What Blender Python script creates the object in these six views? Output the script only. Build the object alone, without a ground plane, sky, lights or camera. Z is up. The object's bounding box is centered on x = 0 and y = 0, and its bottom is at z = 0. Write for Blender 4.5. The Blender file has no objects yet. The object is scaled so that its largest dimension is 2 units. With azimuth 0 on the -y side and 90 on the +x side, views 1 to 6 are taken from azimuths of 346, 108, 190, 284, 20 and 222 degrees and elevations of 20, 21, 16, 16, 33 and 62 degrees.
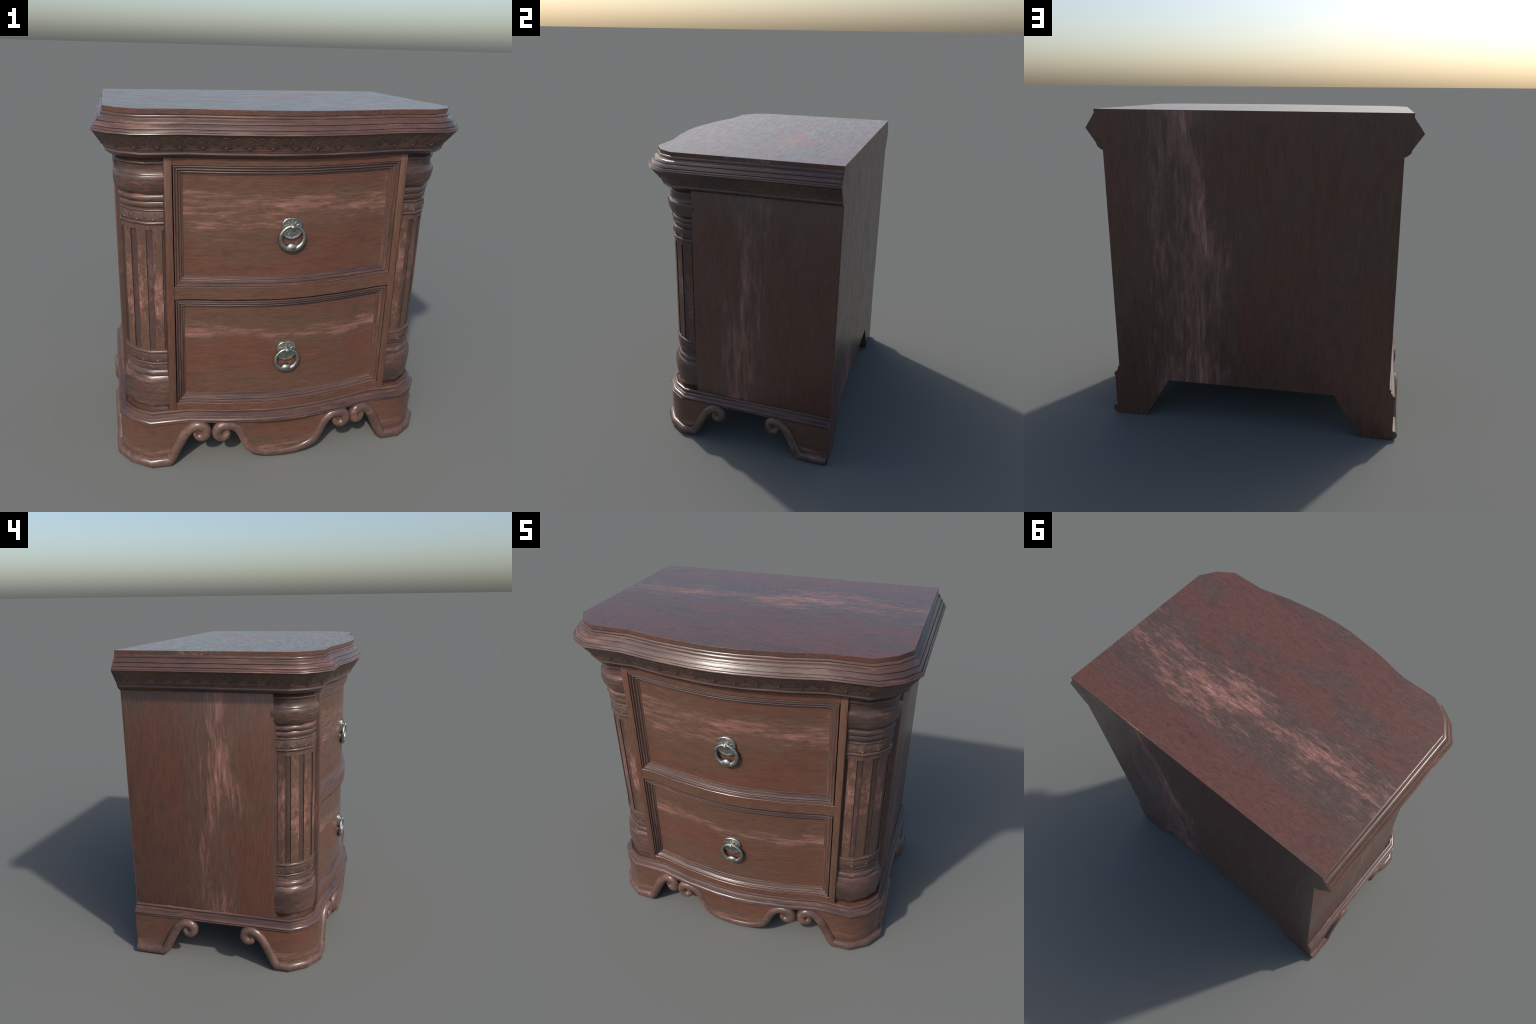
# Two-drawer carved wooden bedside cabinet, built part by part.
import bpy, bmesh, math
from mathutils import Vector

# ------------------------------------------------------------------ helpers
def srgb(r, g, b):
    f = lambda c: (c/255/12.92) if c/255 <= .04045 else ((c/255+.055)/1.055)**2.4
    return (f(r), f(g), f(b), 1.0)

def col(r, g, b):
    return (r, g, b, 1.0)

ROOT = bpy.data.objects.new("bedside_cabinet", None)
bpy.context.scene.collection.objects.link(ROOT)
ROOT["label"] = "carved reddish-brown wooden nightstand with two bow-front drawers"
ROOT["category"] = "nightstand"

def obj_from(name, verts, faces, mats, parent=ROOT, angle=38, mat_index=None, smooth=True):
    me = bpy.data.meshes.new(name)
    me.from_pydata([tuple(v) for v in verts], [], faces)
    bm = bmesh.new(); bm.from_mesh(me)
    if mat_index is None or len(mats) < 2 or name != 'carved_scallops':
        bmesh.ops.remove_doubles(bm, verts=bm.verts, dist=1e-6)
    if mat_index is None:
        bmesh.ops.recalc_face_normals(bm, faces=bm.faces)
    bm.to_mesh(me); bm.free()
    if not isinstance(mats, (list, tuple)):
        mats = [mats]
    for m in mats:
        me.materials.append(m)
    if mat_index is not None:
        if len(mat_index) == len(me.polygons):
            me.polygons.foreach_set("material_index", mat_index)
        bm = bmesh.new(); bm.from_mesh(me)
        bmesh.ops.recalc_face_normals(bm, faces=bm.faces)
        bm.to_mesh(me); bm.free()
    if smooth:
        me.shade_smooth()
        me.set_sharp_from_angle(angle=math.radians(angle))
    ob = bpy.data.objects.new(name, me)
    bpy.context.scene.collection.objects.link(ob)
    ob.parent = parent
    return ob

def lerp(a, b, t):
    return a + (b-a)*t

# ------------------------------------------------------------------ plan outline
# right half of the plan, from the back corner to the middle of the front
BACK = .671                                   # everything stops at the thin back board
HALF = [(.920, BACK), (.917, -.365), (.853, -.461), (.754, -.528),
        (.540, -.532), (.341, -.578), (.115, -.609), (0., -.614)]
PLAN = [(-x, y) for x, y in HALF] + [(x, y) for x, y in reversed(HALF[:-1])]
BREAKS = [-.540, -.341, -.115, 0, .115, .341, .540]

def front_y(x):
    """y of the plan outline at the front, for |x| <= .754"""
    pts = [(a, b) for a, b in PLAN[3:-3]]
    x = max(pts[0][0], min(pts[-1][0], x))
    for (x0, y0), (x1, y1) in zip(pts, pts[1:]):
        if x0 <= x <= x1:
            return lerp(y0, y1, (x-x0)/(x1-x0))
    return pts[-1][1]

def offset(line, d):
    """mitred parallel curve, outwards for d > 0 (line runs from -x round the front to +x)"""
    out = []
    n = len(line)
    for i, p in enumerate(line):
        ns = []
        for a, b in ((i-1, i), (i, i+1)):
            if a < 0 or b >= n:
                continue
            t = Vector(line[b])-Vector(line[a]); t.normalize()
            ns.append(Vector((t.y, -t.x)))
        if len(ns) == 1:
            m = ns[0]
        else:
            m = ns[0]+ns[1]
            m /= max(.3, m.dot(ns[0]))
        q = Vector(p) + m*d
        if abs(p[1]-BACK) < 1e-6:
            q.y = BACK
        out.append((q.x, q.y))
    return out

# how each plan vertex moves per unit of outward flare in the crown (back, corner x3, front x3, middle)
FLARE = [(1.02, 0), (1.0, -.83), (.86, -.97), (.79, -1.04), (.31, -1.07), (.10, -1.06), (.03, -1.05), (0, -1.05)]
FLARE = [(-x, y) for x, y in FLARE] + [(x, y) for x, y in reversed(FLARE[:-1])]

def flare(line, d):
    if d <= 0:
        return offset(line, d)
    return [(x+fx*d, y+fy*d) for (x, y), (fx, fy) in zip(line, FLARE)]

def shift_front(line, dy):
    return [(x, y+dy if y < 0 else y) for x, y in line]

def sweep(name, line, profile, mat, cap_top=True, cap_bottom=True, close_back=True, grow=offset, **kw):
    """profile: list of (offset, z) from top to bottom, swept along the plan line"""
    verts, faces = [], []
    n = len(line)
    for k, (d, z) in enumerate(profile):
        ln = grow(line, d)
        verts += [(x, y, z) for x, y in ln]
    m = len(profile)
    for j in range(m-1):
        for i in range(n-1):
            a = j*n+i
            faces.append((a, a+1, a+n+1, a+n))
    if cap_top:
        faces.append(tuple(range(n)))
    if cap_bottom:
        faces.append(tuple(range((m-1)*n, m*n)))
    if close_back:
        for s in (0,):
            loop = [j*n for j in range(m)] + [j*n+n-1 for j in reversed(range(m))]
            faces.append(tuple(loop))
    return obj_from(name, verts, faces, mat, **kw)

def box(name, x0, x1, y0, y1, z0, z1, mat, bevel=.003, **kw):
    v = [(x, y, z) for x in (x0, x1) for y in (y0, y1) for z in (z0, z1)]
    f = [(0, 1, 3, 2), (4, 6, 7, 5), (0, 4, 5, 1), (2, 3, 7, 6), (0, 2, 6, 4), (1, 5, 7, 3)]
    ob = obj_from(name, v, f, mat, **kw)
    if bevel:
        bm = bmesh.new(); bm.from_mesh(ob.data)
        bmesh.ops.bevel(bm, geom=bm.edges[:], offset=bevel, segments=2, affect='EDGES', profile=.5)
        bm.to_mesh(ob.data); bm.free()
        ob.data.shade_smooth(); ob.data.set_sharp_from_angle(angle=math.radians(38))
    return ob

def tube(name, pts, radii, mat, sides=10, parent=ROOT, closed=False, up=None):
    """round bar through 3D points with a radius at each; up: one normal, or one per point"""
    P = [Vector(p) for p in pts]
    n = len(P)
    verts, faces = [], []
    for i, p in enumerate(P):
        ref = Vector(up[i]) if isinstance(up, list) else Vector(up or (0, 0, 1))
        if closed:
            t = P[(i+1) % n]-P[i-1]
        else:
            t = P[min(i+1, n-1)]-P[max(i-1, 0)]
        t.normalize()
        a = ref - t*ref.dot(t)
        if a.length < 1e-4:
            a = Vector((1, 0, 0)) - t*t.x
        a.normalize()
        b = t.cross(a)
        for s in range(sides):
            w = 2*math.pi*s/sides
            verts.append(p + (a*math.cos(w)+b*math.sin(w))*radii[i])
    m = n if closed else n-1
    for i in range(m):
        for s in range(sides):
            a0 = i*sides+s; a1 = i*sides+(s+1) % sides
            b0 = ((i+1) % n)*sides+s; b1 = ((i+1) % n)*sides+(s+1) % sides
            faces.append((a0, a1, b1, b0))
    if not closed:
        faces.append(tuple(range(sides)))
        faces.append(tuple(range((n-1)*sides, n*sides)))
    return obj_from(name, verts, faces, mat, parent=parent, angle=55)

def smooth_path(pts, k=3):
    """Catmull-Rom through 2D/3D control points, k extra subdivisions per span"""
    P = [Vector(p) for p in pts]
    out = []
    for i in range(len(P)-1):
        p0 = P[max(i-1, 0)]; p1 = P[i]; p2 = P[i+1]; p3 = P[min(i+2, len(P)-1)]
        for j in range(k):
            t = j/k
            out.append(.5*((2*p1)+(p2-p0)*t+(2*p0-5*p1+4*p2-p3)*t*t+(3*p1-p0-3*p2+p3)*t**3))
    out.append(P[-1])
    return out

# ------------------------------------------------------------------ materials
class G:
    def __init__(s, name):
        s.m = bpy.data.materials.new(name); s.m.use_nodes = True
        s.t = s.m.node_tree; s.t.nodes.clear()
        s.out = s.t.nodes.new("ShaderNodeOutputMaterial")
        s.b = s.t.nodes.new("ShaderNodeBsdfPrincipled")
        s.t.links.new(s.b.outputs[0], s.out.inputs[0])
        s.co = s.t.nodes.new("ShaderNodeTexCoord").outputs["Object"]
    def put(s, v, sock):
        if hasattr(v, "links") or isinstance(v, bpy.types.NodeSocket):
            s.t.links.new(v, sock)
        else:
            sock.default_value = v
    def math(s, op, a, b=0., c=0.):
        n = s.t.nodes.new("ShaderNodeMath"); n.operation = op
        s.put(a, n.inputs[0]); s.put(b, n.inputs[1]); s.put(c, n.inputs[2])
        return n.outputs[0]
    def map(s, scale, loc=(0, 0, 0), co=None):
        n = s.t.nodes.new("ShaderNodeMapping")
        n.inputs["Scale"].default_value = scale; n.inputs["Location"].default_value = loc
        s.put(co or s.co, n.inputs["Vector"])
        return n.outputs[0]
    def noise(s, vec, scale=1., detail=5., rough=.55, dist=0.):
        n = s.t.nodes.new("ShaderNodeTexNoise")
        n.inputs["Scale"].default_value = scale; n.inputs["Detail"].default_value = detail
        n.inputs["Roughness"].default_value = rough; n.inputs["Distortion"].default_value = dist
        s.put(vec, n.inputs["Vector"])
        return n.outputs["Fac"]
    def ramp(s, fac, stops, mode='LINEAR'):
        n = s.t.nodes.new("ShaderNodeValToRGB"); e = n.color_ramp.elements
        n.color_ramp.interpolation = mode
        while len(e) < len(stops):
            e.new(.5)
        for el, (p, c) in zip(e, stops):
            el.position = p; el.color = c
        s.put(fac, n.inputs[0])
        return n.outputs[0]
    def mix(s, f, a, b, mode='MIX'):
        n = s.t.nodes.new("ShaderNodeMix"); n.data_type = 'RGBA'; n.blend_type = mode
        s.put(f, n.inputs[0]); s.put(a, n.inputs[6]); s.put(b, n.inputs[7])
        return n.outputs[2]
    def axes(s):
        n = s.t.nodes.new("ShaderNodeSeparateXYZ"); s.put(s.co, n.inputs[0])
        return n.outputs
    def range(s, v, a, b, c=0., d=1.):
        n = s.t.nodes.new("ShaderNodeMapRange"); n.interpolation_type = 'SMOOTHSTEP'
        s.put(v, n.inputs[0])
        for i, q in enumerate((a, b, c, d)):
            n.inputs[i+1].default_value = q
        return n.outputs[0]
    def bump(s, h, strength, dist=.002):
        n = s.t.nodes.new("ShaderNodeBump")
        n.inputs["Strength"].default_value = strength; n.inputs["Distance"].default_value = dist
        s.put(h, n.inputs["Height"]); s.t.links.new(n.outputs[0], s.b.inputs["Normal"])

RED   = col(.116, .048, .031)      # plain varnished wood
BROWN = col(.104, .054, .036)      # duller, brown grain
PINK  = col(.225, .104, .080)      # rubbed varnish
HAZE  = col(.124, .070, .051)      # half-rubbed
PALE  = col(.40, .205, .165)        # worn through
DARK  = col(.056, .032, .029)
PLUM  = col(.088, .051, .046)

def wood(name, grain, streaks=(), wear=.5, rough=.28, bump=.25, tones=(RED, BROWN), worn=(PINK, PALE), loc=(0, 0, 0),
         spec=.5, base=0., blot=2.2, speck=.42, bias=0., lo=.40, hi=.98, grainy=.34, pore=.78, haze=.5, cloud=1.3, shift=.30):
    """streaked wood. grain: noise frequency along x, y, z (low along the fibres).
    streaks: (axis, centre, half width) bands in which the varnish is rubbed pink."""
    g = G(name)
    ax = g.axes()
    fib = g.noise(g.map(grain, loc), 1., 8., .72, .1)                                   # fibres
    spk = g.noise(g.map([q*.6+2. for q in grain], (3.1+loc[0], 1.7, 5.3)), 1., 8., .78, .2)   # broken flecks
    patch = g.noise(g.map([1.+q*.05 for q in grain], (loc[0]*1.3+7, 2, 9)), blot*.6, 4., .55)
    brk = g.noise(g.map([.9+q*.17 for q in grain], (loc[0]+2.3, 6.1, .7)), 1., 5., .6, .3)     # clouds of wear
    fn = g.range(fib, .36, .64); sn = g.range(spk, .38, .62)
    band = base; rub = base
    for axis, c, w, k in [(q+(1.,))[:4] for q in streaks]:
        warp = g.math('MULTIPLY', g.math('SUBTRACT', patch, .5), w*1.8)
        dist = g.math('ABSOLUTE', g.math('ADD', g.math('SUBTRACT', ax['XYZ'.index(axis)], c), warp))
        band = g.math('ADD', band, g.range(dist, 0., w, wear*k, 0.))
        rub = g.math('ADD', rub, g.math('ADD', g.range(dist, 0., w*.55, wear*.62*k, 0.), g.range(dist, w*.1, w*1.5, wear*.42*k, 0.)))
    tone = g.math('ADD', patch, g.math('MULTIPLY', g.math('SUBTRACT', fn, .5), .08))
    tone = g.math('ADD', tone, g.math('MULTIPLY', band, shift))
    tone = g.range(g.math('ADD', tone, bias), .40, .64)
    c = g.mix(tone, tones[0], tones[1])
    c = g.mix(g.math('MULTIPLY', g.range(g.math('ADD', band, g.math('MULTIPLY', g.math('SUBTRACT', sn, .5), .35)), .15, .75), haze), c, HAZE)
    wv = g.math('ADD', rub, g.math('MULTIPLY', g.math('SUBTRACT', fn, .5), grainy))
    wv = g.math('ADD', wv, g.math('MULTIPLY', g.math('SUBTRACT', sn, .5), speck))
    wv = g.math('ADD', wv, g.math('MULTIPLY', g.math('SUBTRACT', patch, .5), .5))
    wv = g.math('ADD', wv, g.math('MULTIPLY', g.math('SUBTRACT', brk, .5), cloud))
    pk = g.range(wv, lo, hi)
    mott = g.noise(g.map([2.+q*.12 for q in grain], (9.2, loc[0]+.4, 3.3)), 1.6, 5., .65, .4)      # dark mottling
    c = g.mix(g.range(mott, .50, .68, 0., .34), c, DARK)
    c = g.mix(pk, c, worn[0])
    c = g.mix(g.range(wv, hi-.1, hi+.30), c, worn[1])
    pores = g.noise(g.map([q*2.6 for q in grain], (1, 8, 4)), 1., 5., .75)
    dk = g.range(pores, .36, .60, pore, 1.06)
    n = g.t.nodes.new("ShaderNodeVectorMath"); n.operation = 'SCALE'
    g.put(c, n.inputs[0]); g.put(dk, n.inputs["Scale"])
    g.put(n.outputs[0], g.b.inputs["Base Color"])
    rr = g.math('ADD', g.range(spk, .35, .65, rough-.05, rough+.07), g.math('MULTIPLY', pk, .10))
    g.put(rr, g.b.inputs["Roughness"])
    g.b.inputs["Specular IOR Level"].default_value = spec
    if bump:
        h = g.math('ADD', g.math('MULTIPLY', fib, .6), g.math('MULTIPLY', spk, .5))
        g.bump(h, bump, .004)
    return g.m

M_TOP   = wood("tabletop_wood", (12, 62, 62), [('Y', .23, .24, .70), ('Y', .14, .46, .48)], wear=.62, rough=.22, bump=.14, spec=.5, pore=.70,
               shift=.55, haze=.25, bias=-.06,
               tones=(col(.118, .052, .038), col(.090, .056, .044)))
FINE = dict(haze=.3, tones=(DARK, col(.094, .051, .040)), base=.27, rough=.27, bump=.10, pore=.8)
M_CROWN = wood("crown_molding_wood", (4, 4, 90), **FINE)
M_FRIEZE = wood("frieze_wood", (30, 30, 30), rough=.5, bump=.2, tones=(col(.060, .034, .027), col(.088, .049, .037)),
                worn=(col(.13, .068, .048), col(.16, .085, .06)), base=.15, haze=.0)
M_RIDGE = wood("carved_ridge_wood", (30, 30, 30), rough=.4, bump=.1, tones=(col(.105, .060, .042), col(.125, .070, .048)), haze=.0)
M_SIDE  = wood("side_panel_wood", (46, 46, 4.5), [('Y', .09, .30)], wear=.60, bump=.12)
M_BACK  = wood("back_panel_wood", (40, 40, 4), [('X', .32, .42), ('X', .55, .30, .5)], wear=.66, bump=.14)
M_DRAW1 = wood("drawer_wood", (6, 6, 60), [('Z', 1.50, .19)], wear=.66, bump=.07)
M_DRAW2 = wood("lower_drawer_wood", (6, 6, 60), [('Z', .80, .16)], wear=.66, bump=.07, loc=(4, 0, 2))
M_RAIL  = wood("rail_wood", (6, 6, 40), bump=.08, speck=.3, grainy=.3)
M_STILE = wood("stile_wood", (40, 40, 5), bump=.08, speck=.3, grainy=.3)
M_MOLDH = wood("molding_wood", (4, 20, 120), **FINE)
M_MOLDV = wood("molding_wood_upright", (120, 20, 4), **FINE)
M_BASE  = wood("base_molding_wood", (5, 5, 100), **FINE)
M_FOOT  = wood("foot_wood", (7, 7, 60), [("Z", .095, .08)], wear=.58, bump=.10)
M_BEAD  = wood("scroll_wood", (12, 12, 14), rough=.28, bump=.10, base=.36, speck=.4,
               tones=(col(.085, .046, .038), col(.112, .064, .050)))
M_TURN  = wood("turned_wood", (7, 7, 60), rough=.28, bump=.22, base=.31, pore=.60, haze=.25, tones=(col(.052, .031, .026), col(.094, .053, .042)))
M_SHAFT = wood("shaft_wood", (50, 50, 22), [('Z', 1.08, .36)], wear=.46, rough=.42, bump=.2, base=.22, bias=.08, pore=.66)
M_FLUTE = wood("flute_wood", (40, 40, 14), [('Z', 1.05, .4)], wear=.25, rough=.45, bump=.15, base=.20, haze=.0,  # browns darkened to paint the recess shadow; the flutes are very shallow
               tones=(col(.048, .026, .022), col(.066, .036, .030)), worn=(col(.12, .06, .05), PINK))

def metal(name):
    g = G(name)
    a = g.noise(g.map((1, 1, 1)), 55., 6., .6, .5)
    b = g.noise(g.map((1, 1, 1)), 14., 3., .5)
    v = g.math('ADD', g.math('MULTIPLY', a, .6), g.math('MULTIPLY', b, .4))
    g.put(g.ramp(v, [(.3, col(.24, .235, .215)), (.55, col(.42, .415, .385)), (.75, col(.60, .59, .55))]),
          g.b.inputs["Base Color"])
    g.b.inputs["Metallic"].default_value = 1.
    g.put(g.range(a, .3, .7, .28, .42), g.b.inputs["Roughness"])
    g.bump(a, .25, .002)
    return g.m
M_METAL = metal("aged_silver_metal")

# ------------------------------------------------------------------ top
FR = -.006            # the slab stands a little further forward than the mouldings
top_line = shift_front(PLAN, FR)
sweep("tabletop", top_line, [(-.0015, 2.0), (0., 1.9985), (0., 1.9765)], M_TOP)

# crown moulding: stepped upper slope, carved lower slope, fillets and a small ogee
def slope(p, q, parts):
    (d0, z0), (d1, z1) = p, q
    L = math.hypot(d1-d0, z1-z0); nx, nz = (z0-z1)/L, (d1-d0)/L
    return [(lerp(d0, d1, t)+nx*e, lerp(z0, z1, t)+nz*e) for t, e in parts]

upper = slope((.0, 1.9765), (.0600, 1.8905), [
    (0, 0), (.03, .0015), (.08, .0022), (.13, .0015), (.16, -.001), (.18, -.0042), (.25, -.0045), (.28, -.001),
    (.31, .0012), (.40, .0022), (.48, .001), (.495, -.0032), (.525, -.0032), (.54, .0008), (.65, .0022),
    (.75, .001), (.765, -.0032), (.795, -.0032), (.81, .001), (.86, .0016), (.90, .0008), (.91, -.0014),
    (.925, .0006), (.965, .001), (1, 0)])
lower = slope((.0600, 1.8905), (.0020, 1.8055), [
    (.03, -.001), (.06, -.0025), (.10, -.003), (.90, -.003), (.93, -.001), (.97, .0005)])
tail = [(.0015, 1.8055), (.001, 1.801), (-.0045, 1.7985), (-.0035, 1.793), (-.002, 1.788), (-.005, 1.784),
        (-.013, 1.779), (-.019, 1.773), (-.026, 1.7675), (-.040, 1.762)]
crown_prof = upper + lower + tail
n_up = len(upper)-1
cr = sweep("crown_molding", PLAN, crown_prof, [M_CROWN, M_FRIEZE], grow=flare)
for p in cr.data.polygons:                       # carved band takes the darker frieze colour
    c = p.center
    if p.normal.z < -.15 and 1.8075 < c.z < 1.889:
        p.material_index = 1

# ---- carved scallops: ridges laid on a developable band ----------------------------------
def band_frame(line, d0, z0, d1, z1, grow=offset):
    """returns point(s, t, h): s along the line, t up the band, h out of it"""
    A = [Vector((x, y, z0)) for x, y in grow(line, d0)]
    B = [Vector((x, y, z1)) for x, y in grow(line, d1)]
    cum = [0.]
    for i in range(1, len(A)):
        cum.append(cum[-1]+((A[i]-A[i-1]).length+(B[i]-B[i-1]).length)/2)
    def point(s, t, h=0.):
        s = max(0., min(cum[-1]-1e-6, s))
        for i in range(len(cum)-1):
            if s <= cum[i+1]:
                break
        f = (s-cum[i])/(cum[i+1]-cum[i])
        a = A[i].lerp(A[i+1], f); b = B[i].lerp(B[i+1], f)
        n = (A[i+1]-A[i]).cross(b-a); n.normalize()
        return a.lerp(b, t) + n*h
    return point, cum[-1]

class Soup:
    def __init__(s): s.v, s.f, s.m = [], [], []
    def ridge(s, pts, r, normal_pts):
        """half-round ridge through pts; normal_pts are the same points lifted"""
        k = len(s.v); n = len(pts); S = 4
        for i in range(n):
            t = (pts[min(i+1, n-1)]-pts[max(i-1, 0)]).normalized()
            up = (normal_pts[i]-pts[i]).normalized(); side = t.cross(up)
            for q in range(S+1):
                w = math.pi*q/S
                s.v.append(pts[i]+side*math.cos(w)*r+up*(math.sin(w)*r*1.0-.0008))
        for i in range(n-1):
            for q in range(S):
                a = k+i*(S+1)+q
                s.f.append((a, a+1, a+S+2, a+S+1)); s.m.append(1)
    def dome(s, point, sc, tc, rs, rt, h, half=True, rings=3, seg=10, tone=0):
        k = len(s.v)
        s.v.append(point(sc, tc, h))
        a1 = math.pi if half else 2*math.pi
        for j in range(1, rings+1):
            u = j/rings
            for i in range(seg+1):
                w = a1*i/seg
                s.v.append(point(sc+math.cos(w)*rs*u, tc+math.sin(w)*rt*u, h*(1-u*u)-.0006*u))
        for i in range(seg):
            s.f.append((k, k+1+i, k+2+i)); s.m.append(tone)
        for j in range(rings-1):
            for i in range(seg):
                a = k+1+j*(seg+1)+i
                s.f.append((a, a+1, a+seg+2, a+seg+1)); s.m.append(tone)

def scallops(name, line, d0, z0, d1, z1, period, phase, r, mat, hgt, parent, s0=0., s1=None, grow=offset):
    """fan scallops with a boss at the foot of each and a leaf tip between neighbours"""
    point, L = band_frame(line, d0, z0, d1, z1, grow)
    H = math.hypot(d1-d0, z1-z0)
    S = Soup()
    if s1 is None:
        s1 = L
    def arc(sc, tc, rs, rt, w0, w1, n, rad):
        P, N = [], []
        for i in range(n+1):
            w = lerp(w0, w1, i/n)
            s = sc+math.cos(w)*rs; t = tc+math.sin(w)*rt
            if not (s0 <= s <= s1):
                continue
            P.append(point(s, t, 0)); N.append(point(s, t, .01))
        if len(P) > 2:
            S.ridge(P, rad, N)
    c = s0+phase
    while c < s1+period:
        if s0+.01 < c < s1-.01:
            R1 = period*.335
            arc(c, .10, R1, .80, 0, math.pi, 14, r)                        # fan rim
            S.dome(point, c, .10, R1*.94, .76, hgt)                         # fan body
            arc(c, .10, R1*.60, .48, .05, math.pi-.05, 10, r*.6)
            for q in range(1, 6):                                          # fan ribs
                w = math.pi*q/6
                P = [point(c+math.cos(w)*R1*u, .10+math.sin(w)*.80*u, hgt*(1-u*u)*.8) for u in (.34, .5, .7, .9)]
                N = [p + (point(c, .5, .01)-point(c, .5, 0)) for p in P]
                S.ridge(P, r*.5, N)
            S.dome(point, c, .06, R1*.30, .24, hgt+.0032, tone=1)           # boss
        h = c+period*.5
        if s0+.01 < h < s1-.01:
            arc(h, .42, period*.185, .42, .05, math.pi-.05, 10, r*.9)      # tip between fans
            S.dome(point, h, .40, period*.165, .38, hgt*.7)
        c += period
    ob = obj_from(name, S.v, S.f, [mat, M_RIDGE], parent=parent, angle=50, mat_index=S.m)
    ob["kind"] = "stuff"
    return ob

fz = slope((.0600, 1.8905), (.0020, 1.8055), [(.12, -.003), (.89, -.003)])
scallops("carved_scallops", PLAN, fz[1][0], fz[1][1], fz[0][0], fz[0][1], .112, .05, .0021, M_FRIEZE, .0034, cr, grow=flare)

# ------------------------------------------------------------------ back board
HB = [(.921, 2.0), (.921, 1.9765), (.981, 1.8905), (.922, 1.8055), (.9145, 1.784), (.895, 1.7675), (.8805, 1.762),
      (.8805, .346), (.892, .336), (.891, .323), (.902, .308), (.914, .299), (.920, .288), (.914, .274),
      (.915, .06), (.9165, .0), (.709, .0), (.5415, .2755)]
loop = HB + [(-x, z) for x, z in reversed(HB)]
n = len(loop)
vb = [(x, .677, z) for x, z in loop] + [(x, BACK, z) for x, z in loop]
fb = [tuple(range(n)), tuple(range(2*n-1, n-1, -1))] + [(i, (i+1) % n, n+(i+1) % n, n+i) for i in range(n)]
obj_from("back_panel", vb, fb, M_BACK, angle=20)

# ------------------------------------------------------------------ sides, stiles, rails
for s in (-1, 1):
    a, b = sorted((s*.838, s*.8805))
    box("side_panel", a, b, -.261, BACK, .330, 1.766, M_SIDE, bevel=.002)
    a, b = sorted((s*.604, s*.6425))
    box("stile", a, b, -.4975, -.40, .338, 1.7665, M_STILE, bevel=.0025)
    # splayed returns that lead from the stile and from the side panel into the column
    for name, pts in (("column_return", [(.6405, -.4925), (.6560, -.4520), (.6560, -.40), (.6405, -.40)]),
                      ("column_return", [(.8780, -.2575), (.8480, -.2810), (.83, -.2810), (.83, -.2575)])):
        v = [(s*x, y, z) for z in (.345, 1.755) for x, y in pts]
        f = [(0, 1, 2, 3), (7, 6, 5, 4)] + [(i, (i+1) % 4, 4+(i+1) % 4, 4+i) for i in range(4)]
        obj_from(name, v, f, M_FLUTE)  # dark colour bakes in the occlusion strip beside stile and panel

def bow(x, d):
    return front_y(x) - d

def rail(name, z0, z1, d=-.033, depth=.05, w=.6035):
    xs = [-w]+BREAKS+[w]
    v, f = [], []
    e = .002
    rows = [(z0, d-depth), (z0, d-e), (z0+e, d), (z1-e, d), (z1, d-e), (z1, d-depth)]
    for x in xs:
        for z, q in rows:
            v.append((x, bow(x, q), z))
    m = len(rows)
    for i in range(len(xs)-1):
        for j in range(m):
            a = i*m+j; b = i*m+(j+1) % m
            f.append((a, b, b+m, a+m))
    f.append(tuple(range(m))); f.append(tuple(range(len(v)-m, len(v))))
    return obj_from(name, v, f, M_RAIL, angle=38)
rail("rail", 1.7275, 1.7665)
rail("rail", 1.0190, 1.0915)
rail("rail", .3400, .3865)

# ------------------------------------------------------------------ drawers
FRAME = [(.0, -.040), (.0008, -.0345), (.003, -.0335), (.0075, -.0345), (.0095, -.0395), (.0125, -.0430), (.0165, -.0410),
         (.0205, -.0405), (.0235, -.0440), (.0255, -.0480), (.0295, -.0500), (.0335, -.0480), (.0370, -.0500),
         (.0395, -.0545), (.0430, -.0555), (.0470, -.0560), (.0490, -.0590)]

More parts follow.
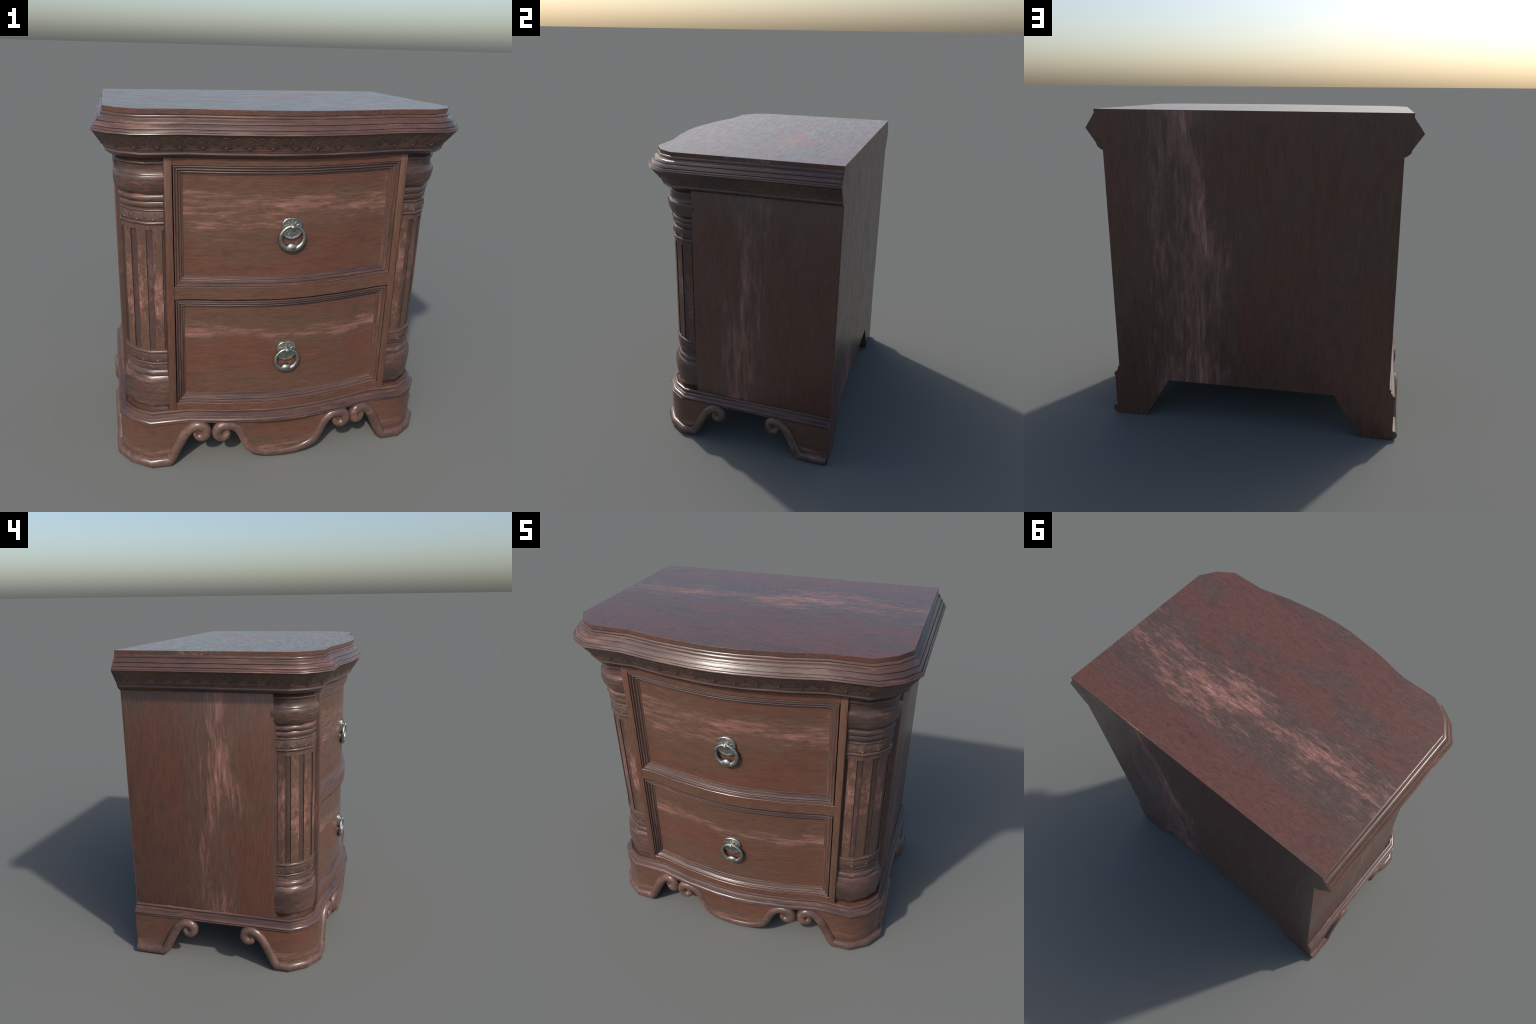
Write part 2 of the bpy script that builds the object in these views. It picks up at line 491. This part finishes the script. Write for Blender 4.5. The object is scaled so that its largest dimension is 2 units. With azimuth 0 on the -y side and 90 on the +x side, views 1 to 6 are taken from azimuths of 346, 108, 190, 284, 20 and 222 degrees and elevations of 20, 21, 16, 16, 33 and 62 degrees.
def drawer(z0, z1, panel_mat, boss_z):
    w = .5990
    PD = -.0585
    # bowed panel, with its own thickness
    u = .046
    xs = [-(w-u)]+BREAKS+[w-u]
    fine = []
    for a, b in zip(xs, xs[1:]):
        fine += [lerp(a, b, k/2) for k in range(2)]
    fine.append(xs[-1])
    xs = fine
    v, f = [], []
    for x in xs:
        v += [(x, bow(x, PD), z0+u), (x, bow(x, PD), z1-u), (x, bow(x, PD-.03), z1-u), (x, bow(x, PD-.03), z0+u)]
    for i in range(len(xs)-1):
        for j in range(4):
            a = i*4+j; b = i*4+(j+1) % 4
            f.append((a, b, b+4, a+4))
    f.append((0, 1, 2, 3)); f.append(tuple(range(len(v)-4, len(v))))
    dr = obj_from("drawer", v, f, panel_mat, angle=38)
    # mitred moulding round it, one stick per side
    zc0, zc1 = z0, z1
    def pt(x, z, d): return (x, bow(x, d), z)
    for side in ("bottom", "top", "left", "right"):
        v, f = [], []
        prof = FRAME + [(.0490, -.075), (.0, -.075)]
        m = len(prof)
        if side in ("bottom", "top"):
            xi = [None]+BREAKS+[None]
            for k, xb in enumerate(xi):
                for q, d in prof:
                    x = (-(w-q) if k == 0 else w-q) if xb is None else xb
                    z = zc0+q*1.08 if side == "bottom" else zc1-q
                    v.append(pt(x, z, d))
            mat = M_MOLDH
        else:
            sx = -1 if side == "left" else 1
            for k in (0, 1):
                for q, d in prof:
                    z = zc0+q*1.08 if k == 0 else zc1-q
                    v.append(pt(sx*(w-q), z, d))
            mat = M_MOLDV
        cnt = len(v)//m
        for i in range(cnt-1):
            for j in range(m):
                a = i*m+j; b = i*m+(j+1) % m
                f.append((a, b, b+m, a+m))
        f.append(tuple(range(m))); f.append(tuple(range(len(v)-m, len(v))))
        obj_from("drawer_molding", v, f, mat, parent=dr, angle=30)
    handle(dr, boss_z, bow(0, PD))
    return dr

def lathe(name, prof, cx, y0, cz, parent, seg=20, sx=1., sz=1., shape=None):
    """prof: (radius, distance out of the drawer face); turned about the y axis"""
    v, f = [], []
    for r, h in prof:
        for i in range(seg):
            w = 2*math.pi*i/seg
            k = shape(w) if shape else 1.
            v.append((cx+math.cos(w)*r*k*sx, y0-h, cz+math.sin(w)*r*k*sz))
    for j in range(len(prof)-1):
        for i in range(seg):
            a = j*seg+i; b = j*seg+(i+1) % seg
            f.append((a, b, b+seg, a+seg))
    f.append(tuple(range(seg))); f.append(tuple(range(len(v)-seg, len(v))))
    return obj_from(name, v, f, M_METAL, parent=parent, angle=50)

def handle(dr, zb, y0):
    """back plate, stud, and a hanging ring that carries a bud at its lowest point"""
    zc = zb-.006
    def plate_shape(w):                       # round, with flattened flanks and a nib below
        c, s = abs(math.cos(w)), abs(math.sin(w))
        k = 1./max(c/.945, (c**2.6+s**2.6)**(1/2.6))
        if math.sin(w) < -.985:
            k *= 1.05
        return k
    plate = lathe("handle_plate", [(.0575, -.004), (.0575, .006), (.0555, .0095), (.052, .0105), (.0485, .0095), (.046, .0085),
                                   (.034, .0095), (.018, .0105), (.002, .011)], 0, y0, zc, dr, 40, shape=plate_shape)
    S = Soup()
    def pp(s, t, h=0.): return Vector((s, y0-.0085-h, t))
    for q in range(12):                       # chased petals on the plate
        w = 2*math.pi*q/12
        P = [pp(math.cos(w)*r, zc+math.sin(w)*r, -.0036+.0022*math.sin(math.pi*(r-.014)/.032)) for r in (.014, .022, .030, .038, .046)]
        N = [p+Vector((0, -.01, 0)) for p in P]
        S.ridge(P, .0050, N)
    ch = obj_from("plate_chasing", S.v, S.f, M_METAL, parent=dr, angle=50)
    ch["kind"] = "stuff"
    lathe("handle_stud", [(.014, .006), (.0135, .012), (.009, .016), (.0085, .020), (.0125, .0225), (.0145, .027),
                          (.013, .032), (.008, .0355), (.002, .0365)], 0, y0, zb+.003, dr, 16)
    # ring, thicker towards the bottom, leaning a little on the panel
    R, pts, rad = .0635, [], []
    rc = zb-.055
    for i in range(28):
        w = math.pi/2+2*math.pi*i/28
        lean = .017+.004*math.sin(w)
        pts.append((math.cos(w)*R*1.02, y0-lean, rc+math.sin(w)*R))
        rad.append(lerp(.0078, .0142, .5-.5*math.sin(w)))
    tube("pull_ring", pts, rad, M_METAL, sides=10, parent=dr, closed=True, up=(0, -1, 0))
    bz = rc-R+.014
    prof = [(.002, .0)]
    v, f = [], []
    rows = [(-.0165, .016), (-.013, .0260), (-.005, .0300), (.004, .0285), (.011, .0235), (.0165, .0185), (.0195, .012), (.021, .002)]
    seg = 16
    for z, r in rows:
        for i in range(seg):
            w = 2*math.pi*i/seg
            v.append((math.cos(w)*r, y0-.016+math.sin(w)*r*.55, bz+z))
    for j in range(len(rows)-1):
        for i in range(seg):
            a = j*seg+i; b = j*seg+(i+1) % seg
            f.append((a, b, b+seg, a+seg))
    f.append(tuple(range(seg))); f.append(tuple(range(len(v)-seg, len(v))))
    obj_from("ring_bud", v, f, M_METAL, parent=dr, angle=60)

drawer(1.0925, 1.7265, M_DRAW1, 1.411)
drawer(.3880, 1.0120, M_DRAW2, .702)

# ------------------------------------------------------------------ corner columns
def column_line(d):
    """corner part of the plan, from the side panel to the stile (drawn with x > 0, then mirrored);
    the slimmer the member, the further its front face turns towards the stile"""
    turn = max(0., min(1., (-d-.035)/.030))
    return [(.918, -.250), (.918, -.359), (.8535, -.4555), (.754, -.5250), (.615, -.5240-.019*turn)]

def offset_open(line, d):
    """like offset, for a line running from the side to the front on the right-hand corner"""
    out = []
    n = len(line)
    for i, p in enumerate(line):
        ns = []
        for a, b in ((i-1, i), (i, i+1)):
            if a < 0 or b >= n:
                continue
            t = (Vector(line[b])-Vector(line[a])).normalized()
            ns.append(Vector((-t.y, t.x)))
        m = ns[0] if len(ns) == 1 else (ns[0]+ns[1])/((ns[0]+ns[1]).dot(ns[0]))
        q = Vector(p)+m*d
        out.append((q.x, q.y))
    return out

def rings(*groups):
    """turned profile: every group is smoothed on its own, so the joints between groups stay crisp"""
    out = []
    for g in groups:
        out += [(p.x, p.y) for p in smooth_path([(a, b, 0) for a, b in g], 2)] if len(g) > 2 else list(g)
    return out

CAP = rings([(-.066, 1.766), (-.058, 1.756), (-.051, 1.749)],
            [(-.0480, 1.7470), (-.0435, 1.7420), (-.0435, 1.7360), (-.0475, 1.7320)],
            [(-.0505, 1.7305), (-.0535, 1.7180), (-.0540, 1.7020), (-.0510, 1.6880), (-.0455, 1.6790)],
            [(-.0405, 1.6770), (-.0360, 1.6660), (-.0350, 1.650), (-.0375, 1.630), (-.0430, 1.610), (-.0510, 1.594), (-.0590, 1.586)],
            [(-.0650, 1.583), (-.0660, 1.578)],
            [(-.0600, 1.5735), (-.0555, 1.563), (-.0575, 1.551), (-.0640, 1.544)],
            [(-.0660, 1.541), (-.0630, 1.535), (-.0615, 1.526), (-.0635, 1.515), (-.0700, 1.507)],
            [(-.0680, 1.5045), (-.0610, 1.5005), (-.0610, 1.496), (-.0655, 1.4935)])
BAND = [(-.0655, 1.4930), (-.0640, 1.4880), (-.0635, 1.4450), (-.0655, 1.4405)]
NECK = rings([(-.0655, 1.4400)], [(-.0635, 1.4385), (-.0590, 1.4340), (-.0590, 1.4280), (-.0640, 1.4235)], [(-.0690, 1.4220), (-.0700, 1.419)])
BASE_RINGS = rings([(-.0700, .7130)], [(-.0630, .7115), (-.0590, .7050), (-.0590, .6990), (-.0630, .6940)])
BASE_BAND = [(-.0665, .6930), (-.0650, .6890), (-.0650, .6450), (-.0680, .6400)]
BASE = rings([(-.0650, .6390), (-.0625, .6350), (-.0630, .6310), (-.0680, .6270)],
             [(-.0730, .6240), (-.0715, .6180), (-.0700, .6080), (-.0690, .5980), (-.0700, .5920)],
             [(-.0690, .5890), (-.0610, .5830), (-.0575, .5720), (-.0580, .5620), (-.0610, .5560)],
             [(-.0590, .5540), (-.0500, .5440), (-.0440, .5250), (-.0400, .5000), (-.0395, .4700), (-.0420, .4400), (-.0455, .4120),
              (-.0470, .3900), (-.0500, .3760), (-.0580, .3660), (-.0700, .3590)], [(-.0720, .330)])

def column_sweep(name, side, prof, mat, parent, angle=45):
    v, f = [], []
    n = len(column_line(0))+2
    for d, z in prof:
        L = offset_open(column_line(d), d)
        L = [(.80, L[0][1])]+L+[(L[-1][0], -.40)]
        v += [(side*x, y, z) for x, y in L]
    m = len(prof)
    for j in range(m-1):
        for i in range(n-1):
            a = j*n+i
            f.append((a, a+1, a+n+1, a+n))
    f.append(tuple(range(n))); f.append(tuple(range((m-1)*n, m*n)))
    return obj_from(name, v, f, mat, parent=parent, angle=angle)

def shaft(side):
    """plain shaft with square-bottomed flutes"""
    D, DEEP = -.0655, -.0710
    line = column_line(D)
    outer = offset_open(line, D); inner = offset_open(line, DEEP)
    cum = [0.]
    for a, b in zip(outer, outer[1:]):
        cum.append(cum[-1]+(Vector(b)-Vector(a)).length)
    def at(s, L):
        s = max(0, min(cum[-1], s))
        for i in range(len(cum)-1):
            if s <= cum[i+1]+1e-9:
                break
        t = (s-cum[i])/(cum[i+1]-cum[i])
        return (lerp(L[i][0], L[i+1][0], t), lerp(L[i][1], L[i+1][1], t))
    # arc-length zero is the panel end of the line
    e0 = .011
    flutes = [(e0-.004, e0+.020), (e0+.064, e0+.101), (e0+.153, e0+.192), (e0+.245, e0+.280), (e0+.327, e0+.350)]  # first and last: narrow dark strips at the panel and stile ends of the shaft
    z0, z1, zb, zt = .7100, 1.4225, .7180, 1.3960
    marks = sorted(set([0., cum[-1]]+[c for c in cum]+[q for fl in flutes for q in fl if q < cum[-1]]))
    zs = [z0, zb, zt, z1]
    v, f, mi = [], [], []
    def quad(p, q, za, zc, m):
        k = len(v)
        v.extend([(side*p[0], p[1], za), (side*q[0], q[1], za), (side*q[0], q[1], zc), (side*p[0], p[1], zc)])
        f.append((k, k+1, k+2, k+3)); mi.append(m)
    for a, b in zip(marks, marks[1:]):
        mid = (a+b)/2
        infl = any(x <= mid <= y for x, y in flutes)
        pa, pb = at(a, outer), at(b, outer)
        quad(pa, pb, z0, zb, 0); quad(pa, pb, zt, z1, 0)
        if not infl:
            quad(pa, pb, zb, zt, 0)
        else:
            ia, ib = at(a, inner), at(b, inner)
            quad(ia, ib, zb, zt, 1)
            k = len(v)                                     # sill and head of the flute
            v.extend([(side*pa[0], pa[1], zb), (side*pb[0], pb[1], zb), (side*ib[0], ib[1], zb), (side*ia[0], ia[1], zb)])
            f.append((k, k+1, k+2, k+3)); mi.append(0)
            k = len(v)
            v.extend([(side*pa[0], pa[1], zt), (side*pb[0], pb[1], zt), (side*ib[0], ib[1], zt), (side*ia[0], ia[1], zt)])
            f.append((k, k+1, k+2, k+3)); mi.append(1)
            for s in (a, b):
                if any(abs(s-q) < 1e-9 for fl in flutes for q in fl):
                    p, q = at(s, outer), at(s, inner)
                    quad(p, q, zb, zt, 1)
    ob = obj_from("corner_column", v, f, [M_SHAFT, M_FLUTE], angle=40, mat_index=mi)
    return ob, cum[-1]

for side in (-1, 1):
    sh, L = shaft(side)
    column_sweep("column_capital", side, CAP, M_TURN, sh)
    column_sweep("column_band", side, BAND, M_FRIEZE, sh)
    column_sweep("column_neck", side, NECK, M_TURN, sh)
    column_sweep("column_neck", side, BASE_RINGS, M_TURN, sh)
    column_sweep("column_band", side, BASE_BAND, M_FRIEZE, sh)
    column_sweep("column_base", side, BASE, M_TURN, sh)
    # carved scallops; the band helper wants a line running with the outline on its right
    line = [(side*x, y) for x, y in column_line(-.065)]
    if side > 0:
        line = line[::-1]
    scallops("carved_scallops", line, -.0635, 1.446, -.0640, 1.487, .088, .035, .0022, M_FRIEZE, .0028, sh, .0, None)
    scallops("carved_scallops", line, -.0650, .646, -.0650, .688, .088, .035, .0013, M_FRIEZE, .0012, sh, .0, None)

# ------------------------------------------------------------------ base
base_prof = [(-.0470, .3440), (-.0360, .3465), (-.0290, .3435), (-.0265, .3380), (-.0275, .3330), (-.0320, .3300), (-.0315, .3240),
             (-.0240, .3190), (-.0175, .3155), (-.0165, .3110), (-.0190, .3085), (-.0170, .3050), (-.0090, .3025), (-.0030, .2980),
             (.0, .2930), (-.0005, .2895), (-.0040, .2875), (-.0040, .2850), (.0005, .2835), (.0010, .2800), (-.0020, .2760), (-.0060, .2730)]
sweep("base_molding", PLAN, base_prof, M_BASE, cap_top=False, cap_bottom=True, angle=34)
sweep("base_board", PLAN, [(-.0450, .3405), (-.0450, .3000)], M_RAIL)

# ---- feet and apron: solid blocks cut to an S curve, edged with a round bead that ends in a volute ------
FACE = -.0060
# bead path in (u, z): u is measured from the toe, along the face; it climbs, crests and rolls up
SCROLL = [(.000, .0310), (.026, .081), (.056, .141), (.089, .200), (.126, .239), (.164, .2550), (.195, .245), (.209, .217),
          (.200, .189), (.178, .177), (.158, .185), (.152, .204), (.163, .214)]
SCROLL_R = [.031, .031, .031, .031, .031, .031, .030, .030, .029, .027, .024, .019, .010]
APRON = [(.000, .0330), (.070, .0390), (.130, .0530), (.183, .0820), (.214, .126), (.238, .182), (.266, .227), (.302, .250),
         (.343, .256), (.375, .243), (.387, .213), (.376, .186), (.352, .176), (.331, .185), (.326, .204), (.337, .214)]
APRON_R = [.028, .028, .029, .030, .030, .030, .030, .030, .030, .030, .030, .028, .026, .022, .018, .010]

def resample(path, radii, k):
    p = [(q.x, q.y) for q in smooth_path([(a, b, 0) for a, b in path], k)]
    r = []
    for i in range(len(p)):
        t = i/(len(p)-1)*(len(radii)-1)
        j = min(int(t), len(radii)-2)
        r.append(lerp(radii[j], radii[j+1], t-j))
    return p, r

sc_path, sc_rad = resample(SCROLL, SCROLL_R, 3)
crest = max(range(len(sc_path)), key=lambda i: sc_path[i][1])
def reach(z):
    """how far the S curve has run from the toe at height z"""
    rise = sc_path[:crest+1]
    if z <= rise[0][1]:
        return 0.
    for (u0, z0), (u1, z1) in zip(rise, rise[1:]):
        if z0 <= z <= z1:
            return lerp(u0, u1, (z-z0)/max(1e-9, z1-z0))
    return rise[-1][0]

def block(name, section, mat):
    """solid lofted through horizontal sections; section(z) gives a closed plan polygon"""
    zs = [.006, .03, .055, .083, .115, .145, .175, .206, .228, .246, .256, .2605, .290]
    v, f = [], []
    for z in zs:
        sec = section(z)
        v += [(x, y, z) for x, y in sec]
    n = len(sec)
    for j in range(len(zs)-1):
        for i in range(n):
            a = j*n+i; b = j*n+(i+1) % n
            f.append((a, b, b+n, a+n))
    f.append(tuple(range(n))); f.append(tuple(range(len(v)-n, len(v))))
    return obj_from(name, v, f, mat, angle=46)

def volute_core(bead_obj_name, centre, axis, r, mat, parent, depth):
    """dished disc that closes the middle of a volute"""
    c = Vector(centre); ax = Vector(axis)
    e = Vector((0, 0, 1)); g = ax.cross(e).normalized()
    rows = [(r, -depth), (r, depth*.9), (r*.7, depth*.75), (r*.35, depth*.45), (r*.1, depth*.3)]
    v, f = [], []
    seg = 18
    for rr, h in rows:
        for i in range(seg):
            w = 2*math.pi*i/seg
            v.append(c + ax*h + (e*math.sin(w)+g*math.cos(w))*rr)
    for j in range(len(rows)-1):
        for i in range(seg):
            a = j*seg+i; b = j*seg+(i+1) % seg
            f.append((a, b, b+seg, a+seg))
    f.append(tuple(range(seg))); f.append(tuple(range(len(v)-seg, len(v))))
    return obj_from(bead_obj_name, v, f, mat, parent=parent, angle=50)

face_line = offset(PLAN, FACE)
corner = sorted([p for p in face_line if p[0] > .70 and p[1] < -.2], key=lambda p: p[0])   # three corner vertices
SX = corner[-1][0]
EYE = (.178, .210)
TOE_F, TOE_S, TOE_B = .652, -.278, .478     # toes: front foot on the front, on the side, back foot
def on_front(x):
    return front_y(x)-FACE

for side in (-1, 1):
    def flip(pts):
        return [(side*p[0],)+tuple(p[1:]) for p in pts]
    # -------- front corner foot (drawn for x > 0, then flipped)
    def front_section(z):
        xa = TOE_F-reach(z); yb = TOE_S+reach(z)
        mids = [xb for xb in (.640, .600, .560) ]
        xs = [xa]+[max(xa, m) for m in sorted(mids)]
        poly = [(x, on_front(x)) for x in xs] + list(corner) + [(SX, yb), (SX-.105, yb), (SX-.105, -.435), (xa, -.435)]
        return flip(poly)
    ft = block("foot", front_section, M_FOOT)
    sink = lambda z: .005*min(1., max(0., (z-.03)/.06))
    bead = [(TOE_F-u, on_front(TOE_F-u)+sink(z), z) for u, z in reversed(sc_path)] + [(p[0], p[1], .030) for p in corner] + \
           [(SX-sink(z), TOE_S+u, z) for u, z in sc_path]
    ups = [(0, -1, 0)]*len(sc_path) + [(side*.15, -1, 0), (side*.7, -.7, 0), (side, -.15, 0)] + [(side, 0, 0)]*len(sc_path)
    tube("scroll_bead", flip(bead), list(reversed(sc_rad))+[.030]*len(corner)+sc_rad, M_BEAD, sides=12, parent=ft, up=ups)
    x = TOE_F-EYE[0]
    volute_core("volute_eye", (side*x, on_front(x)+.005, EYE[1]), (0, -1, 0), .036, M_BEAD, ft, .020)
    volute_core("volute_eye", (side*(SX-.005), TOE_S+EYE[0], EYE[1]), (side, 0, 0), .036, M_BEAD, ft, .020)
    # -------- back foot
    def back_section(z):
        xi = lerp(.7085, .5415, max(0, min(1, z/.2755)))
        y0 = TOE_B-reach(z)
        ym = max(y0+.001, .605)
        return flip([(xi, ym), (.815, ym), (.815, y0), (.9145, y0), (.9145, BACK-.0005), (xi, BACK-.0005)])
    ft = block("foot", back_section, M_FOOT)
    bead = [(.9145-sink(z), TOE_B-u, z) for u, z in reversed(sc_path)] + [(.9145, BACK-.0005, .030)]
    tube("scroll_bead", flip(bead), list(reversed(sc_rad))+[.030], M_BEAD, sides=12, parent=ft, up=(side, 0, 0))
    volute_core("volute_eye", (side*.9095, TOE_B-EYE[0], EYE[1]), (side, 0, 0), .036, M_BEAD, ft, .020)

# -------- apron in the middle of the front, set back behind the moulding
ap, ar = resample(APRON, APRON_R, 3)
top_i = max(range(len(ap)), key=lambda i: ap[i][1])
def apron_y(x):
    return -.560+.000*(x/.36)**2
bead = [(-x, apron_y(x), z) for x, z in reversed(ap)] + [(x, apron_y(x), z) for x, z in ap[1:]]
v, f = [], []
edge = [(-x, z) for x, z in reversed(ap[:top_i+1])] + ap[1:top_i+1]
for x, z in edge:
    yb = apron_y(x)-.018
    v += [(x, yb, z), (x, yb, .285), (x, yb+.030, .285), (x, yb+.030, z)]
for i in range(len(edge)-1):
    for j in range(4):
        a = i*4+j; b = i*4+(j+1) % 4
        f.append((a, b, b+4, a+4))
f.append((0, 1, 2, 3)); f.append(tuple(range(len(v)-4, len(v))))
apron = obj_from("apron", v, f, M_FOOT, angle=38)
tube("scroll_bead", bead, list(reversed(ar))+ar[1:], M_BEAD, sides=12, parent=apron, up=(0, -1, 0))
for sx in (-1, 1):
    volute_core("volute_eye", (sx*.354, apron_y(.354), .209), (0, -1, 0), .036, M_BEAD, apron, .020)
